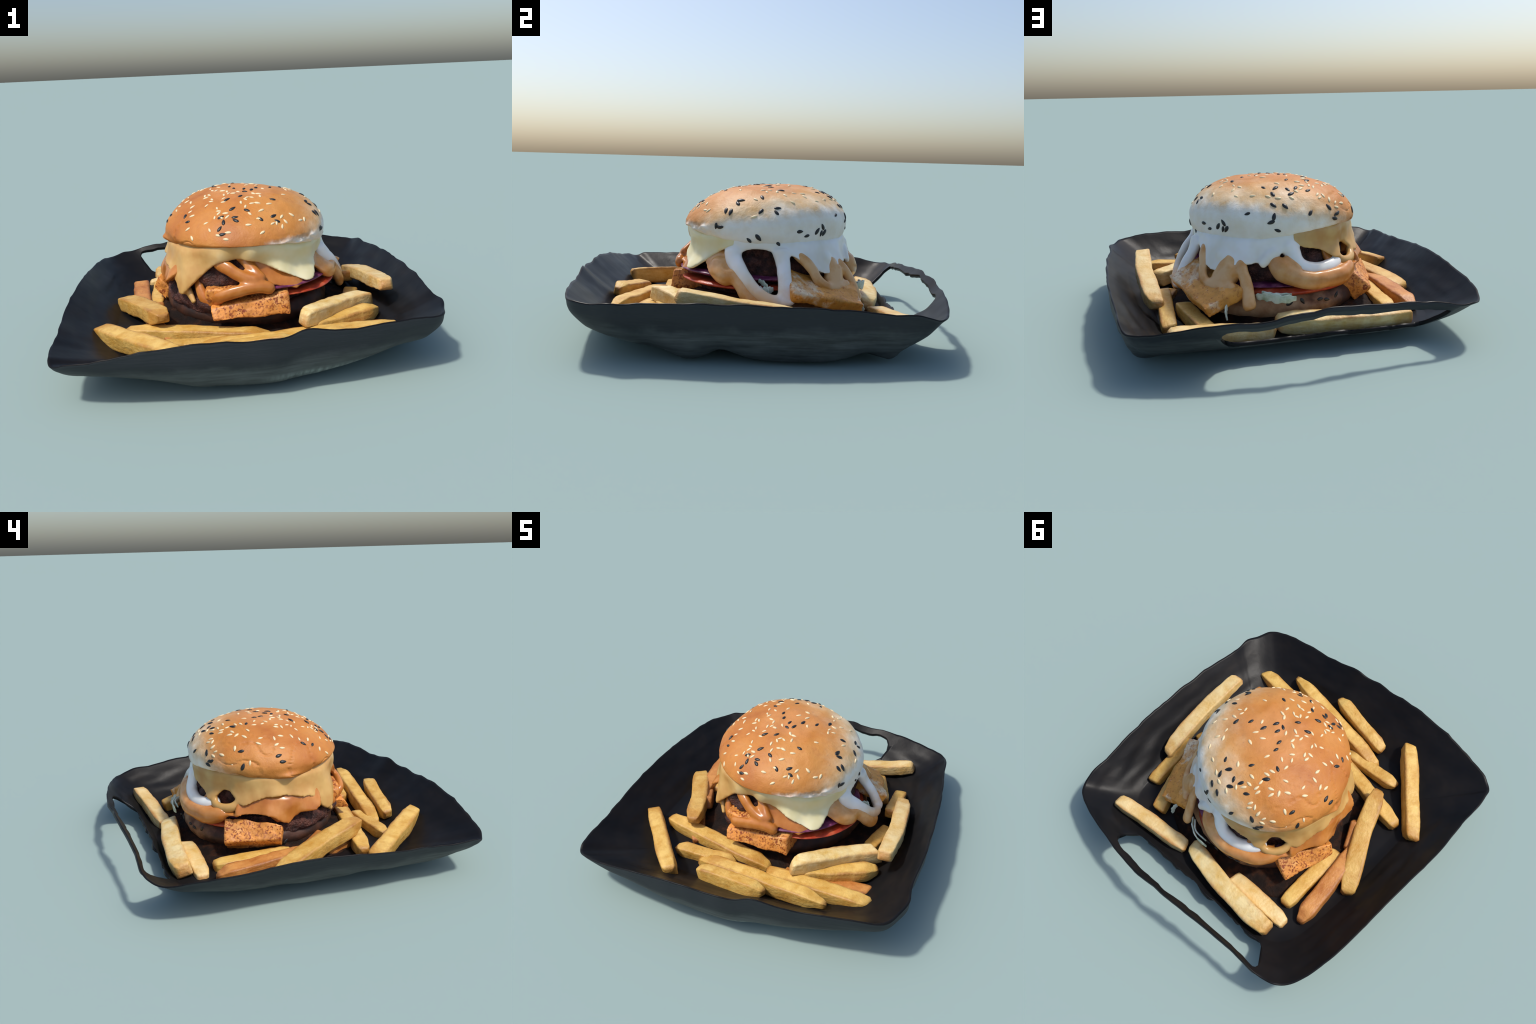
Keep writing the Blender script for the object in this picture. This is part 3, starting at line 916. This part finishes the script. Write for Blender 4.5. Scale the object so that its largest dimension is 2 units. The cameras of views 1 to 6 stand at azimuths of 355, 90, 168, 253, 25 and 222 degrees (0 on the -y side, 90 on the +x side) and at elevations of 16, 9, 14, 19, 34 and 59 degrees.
ORANGE_EDGE = [(115, 0.35), (120, 0.31), (126, 0.285), (133, 0.285), (138, 0.318), (150, 0.33), (160, 0.335), (166, 0.33), (172, 0.294), (178, 0.25), (183, 0.272),
               (186, 0.31), (193, 0.314), (201, 0.30), (207, 0.36), (214, 0.40)]
FRONT_EDGE = [(-102, 0.485), (-97, 0.470), (-92, 0.43), (-89, 0.40), (-81, 0.362), (-73, 0.342), (-64, 0.318), (-58, 0.320), (-53, 0.35), (-48, 0.40)]
RIGHT_EDGE = [(-42, 0.42), (-38, 0.37), (-34, 0.33), (-29, 0.315), (-24, 0.295), (-19, 0.315), (-15, 0.33), (-12, 0.38), (-9, 0.43)]
fused_part("orange_sauce", [
    skirt(ORANGE_EDGE, 115, 126, ztop=-0.08, thick=0.04, fold=0.03, seed=14, off=-0.012),
    skirt(ORANGE_EDGE, 124, 146, ztop=-0.215, thick=0.05, fold=0.03, seed=14, off=-0.004),
    skirt(ORANGE_EDGE, 144, 214, ztop=-0.08, thick=0.05, fold=0.05, seed=14, off=0.006),
    strand([(147, 0.42, 0.055), (154, 0.385, 0.06), (161, 0.36, 0.05)], 0.04, -0.03),
    strand([(162, 0.43, 0.055), (168, 0.385, 0.06), (173, 0.33, 0.058), (177, 0.275, 0.042)], 0.04, -0.022),
    strand([(178, 0.44, 0.06), (183, 0.385, 0.07), (185, 0.33, 0.055), (183, 0.29, 0.04)], 0.04, -0.026),
    strand([(194, 0.43, 0.06), (195, 0.37, 0.06), (193, 0.315, 0.045)], 0.04, -0.028),
    skirt(FRONT_EDGE, -100, -50, ztop=-0.03, thick=0.035, fold=0.02, seed=21, off=-0.012),
    skirt(RIGHT_EDGE, -42, -16, ztop=-0.04, thick=0.035, fold=0.02, seed=25, off=-0.006),
    # front lattice of thick drips
    strand([(-136, 0.40, 0.03, -0.04), (-130, 0.32), (-125, 0.268), (-120, 0.23, 0.028, -0.05), (-117, 0.225, 0.03, -0.05)], 0.03, -0.03),
    strand([(-121, 0.22, 0.028, -0.05), (-115, 0.26, 0.034, -0.03), (-110, 0.302), (-102, 0.327), (-93, 0.342), (-85, 0.35), (-76, 0.335)], 0.034, 0.016),
    strand([(-124, 0.50, 0.03, -0.06), (-115, 0.462, 0.036, -0.022), (-106, 0.436, 0.037, 0.012), (-96, 0.40), (-85, 0.370)], 0.036, 0.026),
    strand([(-100, 0.50, 0.03, -0.06), (-93, 0.46, 0.03, -0.01), (-88, 0.42, 0.033, 0.018), (-83, 0.375)], 0.033, 0.024),
    # under the white loop
    strand([(-31, 0.42, 0.05), (-29, 0.36, 0.05), (-23, 0.33, 0.048), (-17, 0.335, 0.042), (-12, 0.30, 0.042), (-8, 0.25, 0.042), (-3, 0.21, 0.04), (5, 0.195, 0.034)], 0.04, -0.006),
    strand([(20, 0.46, 0.03, -0.02), (27, 0.415), (31, 0.37), (33, 0.325), (37, 0.288), (44, 0.268), (52, 0.268), (58, 0.285)], 0.03, 0.008, 0.8),
    strand([(52, 0.42, 0.05), (48, 0.35, 0.055), (44, 0.29, 0.05)], 0.05, -0.008, 0.6),
    strand([(38, 0.262), (47, 0.285, 0.05), (51, 0.33, 0.055), (55, 0.37, 0.05)], 0.04, -0.004, 0.7),
    strand([(56, 0.43, 0.03, -0.02), (60, 0.36), (63, 0.31), (65, 0.25), (66, 0.20, 0.036), (67, 0.175, 0.03)], 0.032, 0.004),
    strand([(75, 0.45, 0.03, -0.02), (79, 0.40, 0.04), (84, 0.36, 0.06), (90, 0.325, 0.05), (100, 0.300, 0.05), (110, 0.296, 0.05), (120, 0.294, 0.05), (129, 0.305, 0.05), (137, 0.335, 0.04)], 0.04, -0.006, 0.75),
    strand([(84, 0.40, 0.04), (89, 0.375, 0.045), (93, 0.34, 0.04)], 0.04, -0.01, 0.7),
], MAT["orange"])


# --- inside layers
def disc(name, c, r, z0, z1, mat, tilt=(0, 0), wob=0.02, rough=0.01, seed=0, nt=120, rows=10, bulge=0.012):
    verts, faces = [], []
    prof = [(0.55, 0.0), (0.9, 0.0)] + [(1 - 0.06 * (1 - math.sin(math.pi * k / rows)) + bulge * math.sin(math.pi * k / rows), k / rows) for k in range(rows + 1)] + [(0.9, 1.0), (0.55, 1.0)]
    for (f, s) in prof:
        for i in range(nt):
            T = TAU * i / nt
            R = (r + wob * nz(math.cos(T), math.sin(T), 0, 1.6, seed)) * f
            z = z0 + (z1 - z0) * s
            x, y = R * math.cos(T), R * math.sin(T)
            d = rough * nz(x, y, z, 16, seed + 2) + rough * 0.5 * nz(x, y, z, 40, seed + 4)
            z += tilt[0] * x + tilt[1] * y
            verts.append((c[0] + x + d * math.cos(T), c[1] + y + d * math.sin(T), z + d * 0.5))
    L = len(prof)
    for k in range(L - 1):
        for i in range(nt):
            n = (i + 1) % nt
            faces.append((k * nt + i, k * nt + n, (k + 1) * nt + n, (k + 1) * nt + i))
    faces.append(tuple(range(nt)))
    faces.append(tuple((L - 1) * nt + i for i in range(nt)))
    return part(new_object(name, verts, faces, mat, origin=(c[0], c[1], (z0 + z1) / 2)))


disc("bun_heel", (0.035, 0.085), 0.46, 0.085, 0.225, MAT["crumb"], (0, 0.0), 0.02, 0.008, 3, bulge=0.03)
disc("patty", (0.035, 0.055), 0.40, 0.26, 0.47, MAT["patty"], (0, 0), 0.03, 0.04, 5, bulge=0.03)
disc("tomato_slice", (0.152, -0.03), 0.368, 0.264, 0.289, MAT["tomato"], (0.0, -0.03), 0.02, 0.004, 6)
disc("tomato_slice", (-0.01, 0.16), 0.385, 0.222, 0.262, MAT["tomato"], (0.0, 0.0), 0.02, 0.004, 8)
disc("onion_slice", (0.105, -0.03), 0.385, 0.302, 0.330, MAT["onion"], (0.02, -0.04), 0.015, 0.003, 7)
disc("onion_slice", (0.05, 0.15), 0.37, 0.262, 0.282, MAT["onion"], (0.0, 0.0), 0.015, 0.003, 11)
disc("filler_disc", (-0.01, 0.03), 0.405, 0.17, 0.285, MAT["patty"], (0, 0), 0.02, 0.025, 9, bulge=0.02)  # added disc that fills the dark recess below the cheese hem


def build_filler():
    """Added dark mound standing in for the blended scan surface between bottom bun and fries."""
    rad = [(-150, 0.63), (-112, 0.60), (-85, 0.585), (-40, 0.60), (-12, 0.63), (35, 0.64), (60, 0.62), (90, 0.60), (120, 0.62), (150, 0.66), (180, 0.64)]
    nt, nr = 160, 26
    verts, faces = [], []
    for k in range(nr + 1):
        s = k / nr
        for i in range(nt):
            T = TAU * i / nt
            R = interp_loop(rad, math.degrees(T)) + 0.02 * nz(math.cos(T), math.sin(T), 0, 3, 5)
            r = R * (0.45 + 0.55 * s)
            x, y = BUN_C.x + r * math.cos(T), BUN_C.y + 0.01 + r * math.sin(T)
            z = 0.185 - 0.105 * s ** 0.9 + (0.018 * nz(x, y, 0, 9, 3) + 0.012 * nz(x, y, 0, 22, 6)) * (1 - 0.6 * s)
            verts.append((x, y, max(z, 0.05)))
    for k in range(nr):
        for i in range(nt):
            n = (i + 1) % nt
            faces.append((k * nt + i, k * nt + n, (k + 1) * nt + n, (k + 1) * nt + i))
    base = len(verts)
    for i in range(nt):
        x, y, z = verts[nr * nt + i]
        verts.append((x, y, 0.045))
    for i in range(nt):
        n = (i + 1) % nt
        faces.append((nr * nt + i, nr * nt + n, base + n, base + i))
    faces.append(tuple(range(nt)))
    faces.append(tuple(base + i for i in range(nt)))
    ob = part(new_object("filler_mound", verts, faces, MAT["fill"], origin=(BUN_C.x, BUN_C.y, 0.1)))
    ob["kind"] = "stuff"


build_filler()


def shred(pts, w, t):
    C = catmull(pts, 14)
    verts, faces = [], []
    for i, c in enumerate(C):
        d = C[min(i + 1, 13)] - C[max(0, i - 1)]
        d /= np.linalg.norm(d)
        s = np.cross(d, [0.2, 0.1, 1.0])
        s /= np.linalg.norm(s)
        u = np.cross(s, d)
        k = w * (0.55 + 0.45 * math.sin(math.pi * i / 13)) * (1 + 0.25 * math.sin(i * 1.9))
        for a, b in ((1, 1), (1, -1), (-1, -1), (-1, 1)):
            verts.append(c + u * a * k * 0.5 + s * b * t * 0.5)
    for i in range(13):
        for a in range(4):
            faces.append((i * 4 + a, i * 4 + (a + 1) % 4, i * 4 + 4 + (a + 1) % 4, i * 4 + 4 + a))
    faces.append((0, 1, 2, 3))
    faces.append((52, 53, 54, 55))
    return verts, faces


def cab(pts, w, t=0.008, off=0.0):
    v, f = shred([on_cone(a, z, off + o) for a, z, o in pts], w, t)
    ob = part(new_object("cabbage_shred", v, f, MAT["leaf"], origin=BUN_C))
    b = ob.modifiers.new("round", "BEVEL")
    b.width = 0.003
    b.segments = 2
    bake_modifiers(ob)


cab([(69, 0.235, -0.03), (75, 0.245, 0.0), (82, 0.236, 0.012), (90, 0.232, 0.0)], 0.05)
cab([(72, 0.262, -0.02), (79, 0.255, 0.004), (88, 0.25, -0.01)], 0.02)
cab([(55, 0.215, 0.02), (56, 0.18, 0.045), (57, 0.14, 0.04)], 0.028)
cab([(-6, 0.285, -0.05), (0, 0.27, -0.035), (6, 0.28, -0.05)], 0.05)
cab([(-3, 0.32, -0.06), (1, 0.30, -0.04), (3, 0.26, -0.04)], 0.03)


for Td, z in ((88, 0.196), (96, 0.203), (108, 0.198), (113, 0.188), (121, 0.2), (-178, 0.15), (172, 0.156)):
    T = math.radians(Td)
    ob = bpy.data.objects.new("black_sesame_seed", bpy.data.meshes["black_sesame_seed"])
    bpy.context.scene.collection.objects.link(ob)
    ob.matrix_world = Matrix.Translation((0.035 + 0.484 * math.cos(T), 0.085 + 0.484 * math.sin(T), z)) @ Matrix.Rotation(T, 4, "Z") @ Matrix.Rotation(math.radians(90), 4, "Y") @ Matrix.Rotation(random.uniform(0.4, 2.6), 4, "Z")
    part(ob)


# --- tofu slabs: four corners of the seared face and the depth vector
def slab(name, corners, depth, mat, seed):
    a, b, c, d = [np.array(p, float) for p in corners]
    D = np.array(depth, float)
    N = 14
    bm = bmesh.new()
    grid = {}
    K = 5
    def P(u, v, w):
        return (a * (1 - u) * (1 - v) + b * u * (1 - v) + c * u * v + d * (1 - u) * v) + D * w
    pts = {}
    def vert(i, j, k):
        if (i, j, k) not in pts:
            pts[(i, j, k)] = bm.verts.new(P(i / N, j / N, k / K))
        return pts[(i, j, k)]
    for i in range(N):
        for j in range(N):
            for k in (0, K):
                bm.faces.new([vert(i, j, k), vert(i + 1, j, k), vert(i + 1, j + 1, k), vert(i, j + 1, k)])
    for i in range(N):
        for k in range(K):
            for j in (0, N):
                bm.faces.new([vert(i, j, k), vert(i + 1, j, k), vert(i + 1, j, k + 1), vert(i, j, k + 1)])
                bm.faces.new([vert(j, i, k), vert(j, i + 1, k), vert(j, i + 1, k + 1), vert(j, i, k + 1)])
    V = [tuple(v.co) for v in bm.verts]
    bm.verts.index_update()
    F = [tuple(v.index for v in f.verts) for f in bm.faces]
    bm.free()
    cen = np.mean(np.array(V), axis=0)
    ob = new_object(name, V, F, mat, origin=cen)
    fuse(ob, 0.008, 4, 0.5)
    normals = [v.normal.copy() for v in ob.data.vertices]
    for v, n in zip(ob.data.vertices, normals):
        v.co += n * (0.010 * nz(v.co.x, v.co.y, v.co.z, 9, seed) + 0.003 * nz(v.co.x, v.co.y, v.co.z, 40, seed))
    return part(ob)


slab("tofu_slab", [(-0.20, -0.415, 0.245), (0.21, -0.452, 0.312), (0.215, -0.472, 0.205), (-0.185, -0.455, 0.185)], (0.02, 0.26, 0.02), MAT["tofu_red"], 1)
slab("tofu_slab", [(-0.325, 0.395, 0.305), (-0.498, 0.098, 0.285), (-0.527, 0.115, 0.205), (-0.436, 0.42, 0.195)], (0.08, -0.03, -0.085), MAT["tofu_red"], 2)
slab("tofu_slab", [(0.483, 0.565, 0.208), (0.622, 0.192, 0.285), (0.44, 0.15, 0.375), (0.28, 0.53, 0.288)], (-0.03, -0.01, -0.055), MAT["tofu_gold"], 3)
slab("tofu_slab", [(-0.22, -0.37, 0.33), (-0.02, -0.43, 0.345), (-0.02, -0.42, 0.29), (-0.22, -0.36, 0.27)], (0.02, 0.16, 0.0), MAT["tofu_red"], 4)


# ------------------------------------------------------------------ fries
def fry(p, q, w, h, mat="fry", roll=0.0, bend=0.0, sag=0.0, taper=(0.92, 0.92), blunt=(0.5, 0.5), seed=0):
    """A cut potato stick from p to q: rounded square section, slightly bent and uneven."""
    p, q = Vector(p) - Vector((0, 0, DROP)), Vector(q) - Vector((0, 0, DROP))
    w, h = w * FAT, h * 0.95
    L = (q - p).length
    taper = tuple(min(1.0, t * random.uniform(0.82, 1.08)) for t in taper)
    mid = (p + q) / 2
    X = (q - p).normalized()
    Y = Vector((0, 0, 1)).cross(X).normalized()
    Z = X.cross(Y)
    Rm = Matrix((X, Y, Z)).transposed().to_4x4() @ Matrix.Rotation(math.radians(roll), 4, "X")
    NS, NC = 40, 28
    verts, faces = [], []
    slant = [random.uniform(-0.35, 0.35) for _ in range(4)]
    for i in range(NS + 1):
        s = i / NS
        e = min(s, 1 - s) * L
        t = taper[0] if s < 0.5 else taper[1]
        edge = smooth(0, 0.16, min(s, 1 - s))
        k = t + (1 - t) * edge
        cap = 0.014 * (blunt[0] if s < 0.5 else blunt[1]) * 2
        k *= 0.62 + 0.38 * math.sqrt(max(0, 1 - (1 - min(1, e / cap)) ** 2))
        x0 = (s - 0.5) * L
        for c in range(NC):
            u = TAU * c / NC
            cu, su = math.cos(u), math.sin(u)
            pw = 0.26
            y = math.copysign(abs(cu) ** pw, cu) * w / 2 * k
            z = math.copysign(abs(su) ** pw, su) * h / 2 * k
            a = (1 - smooth(0, 0.12, s))
            b = (1 - smooth(0, 0.12, 1 - s))
            x = x0 + a * (slant[0] * y + slant[1] * z) + b * (slant[2] * y + slant[3] * z)
            cu_ = 4 * s * (1 - s)
            d = 0.0045 * nz(x, y, z, 7, seed * 3.3 + 1) + 0.0025 * nz(x, y, z, 26, seed * 1.7 + 5)
            yy = y * (1 + d / (w / 2)) + bend * (cu_ - 0.66) + 0.006 * nz(x, 0, 0, 5, seed + 9)
            zz = z * (1 + d / (h / 2)) + sag * (cu_ - 0.66) + 0.006 * nz(x, 2, 0, 5, seed + 19)
            verts.append((x, yy, zz))
    for i in range(NS):
        for c in range(NC):
            n = (c + 1) % NC
            faces.append((i * NC + c, i * NC + n, (i + 1) * NC + n, (i + 1) * NC + c))
    faces.append(tuple(range(NC)))
    faces.append(tuple(NS * NC + c for c in range(NC)))
    ob = new_object("french_fry", verts, faces, MAT[mat])
    ob.matrix_world = Matrix.Translation(mid) @ Rm
    ob["label"] = {"fry": "golden thick cut potato fry, square section", "fry_pale": "pale thick cut potato fry, square section",
                   "fry_brown": "dark browned thick cut potato fry"}[mat]
    ob["category"] = "french fry"
    return ob


DROP = 0.027
FAT = 1.12
FRIES = [
    dict(p=(0.763, -0.361, 0.315), q=(0.712, 0.335, 0.195), w=0.085, h=0.08, mat="fry_pale", bend=-0.02),
    dict(p=(0.672, 0.753, 0.185), q=(0.158, 0.659, 0.118), w=0.08, h=0.08, mat="fry_pale"),
    dict(p=(0.137, 0.641, 0.145), q=(-0.55, 0.692, 0.15), w=0.095, h=0.10, mat="fry_pale", roll=12, bend=-0.02),
    dict(p=(-0.18, 0.588, 0.116), q=(-0.588, 0.583, 0.10), w=0.08, h=0.08, mat="fry_pale"),
    dict(p=(-0.503, 0.506, 0.122), q=(-0.511, 0.048, 0.125), w=0.08, h=0.08),
    dict(p=(-0.638, 0.521, 0.128), q=(-0.575, -0.03, 0.155), w=0.085, h=0.09, mat="fry_brown", taper=(0.6, 0.9)),
    dict(p=(-0.715, 0.211, 0.124), q=(-0.432, -0.392, 0.225), w=0.10, h=0.09, bend=0.02, taper=(0.75, 0.6)),
    dict(p=(-0.361, -0.813, 0.19), q=(-0.782, -0.317, 0.140), w=0.085, h=0.105, roll=-8),
    dict(p=(0.202, -0.774, 0.21), q=(-0.248, -0.695, 0.137), w=0.075, h=0.10, roll=10, taper=(0.6, 0.75)),
    dict(p=(0.541, -0.709, 0.19), q=(-0.297, -0.582, 0.118), w=0.08, h=0.095, taper=(0.5, 0.7)),
    dict(p=(0.752, -0.600, 0.165), q=(0.121, -0.554, 0.128), w=0.085, h=0.085),
    dict(p=(-0.478, -0.554, 0.128), q=(-0.082, -0.534, 0.116), w=0.075, h=0.08, taper=(0.55, 0.6)),
    dict(p=(-0.656, -0.331, 0.137), q=(0.122, -0.496, 0.117), w=0.085, h=0.085, taper=(0.85, 0.6)),
    dict(p=(0.261, -0.531, 0.225), q=(0.677, -0.195, 0.19), w=0.09, h=0.095, mat="fry_pale", bend=0.015),
    dict(p=(0.285, -0.515, 0.155), q=(0.72, -0.325, 0.165), w=0.085, h=0.08, bend=-0.02, taper=(0.6, 0.6)),
    dict(p=(0.42, -0.49, 0.115), q=(0.72, -0.47, 0.12), w=0.07, h=0.06, mat="fry_brown"),
    dict(p=(0.661, 0.153, 0.205), q=(0.648, 0.505, 0.112), w=0.075, h=0.075),
    dict(p=(0.58, 0.31, 0.18), q=(0.465, 0.615, 0.120), w=0.075, h=0.075),
    dict(p=(-0.475, -0.17, 0.19), q=(-0.56, -0.0, 0.135), w=0.075, h=0.09, mat="fry_brown"),
    dict(p=(0.20, -0.50, 0.115), q=(0.32, -0.52, 0.12), w=0.07, h=0.06, mat="fry_brown"),
    dict(p=(0.60, -0.12, 0.12), q=(0.672, 0.10, 0.12), w=0.075, h=0.075),
    dict(p=(-0.54, -0.14, 0.115), q=(-0.40, -0.44, 0.105), w=0.07, h=0.06, mat="fry_brown"),
]
for k, f in enumerate(FRIES):
    fry(seed=k + 1, **f)
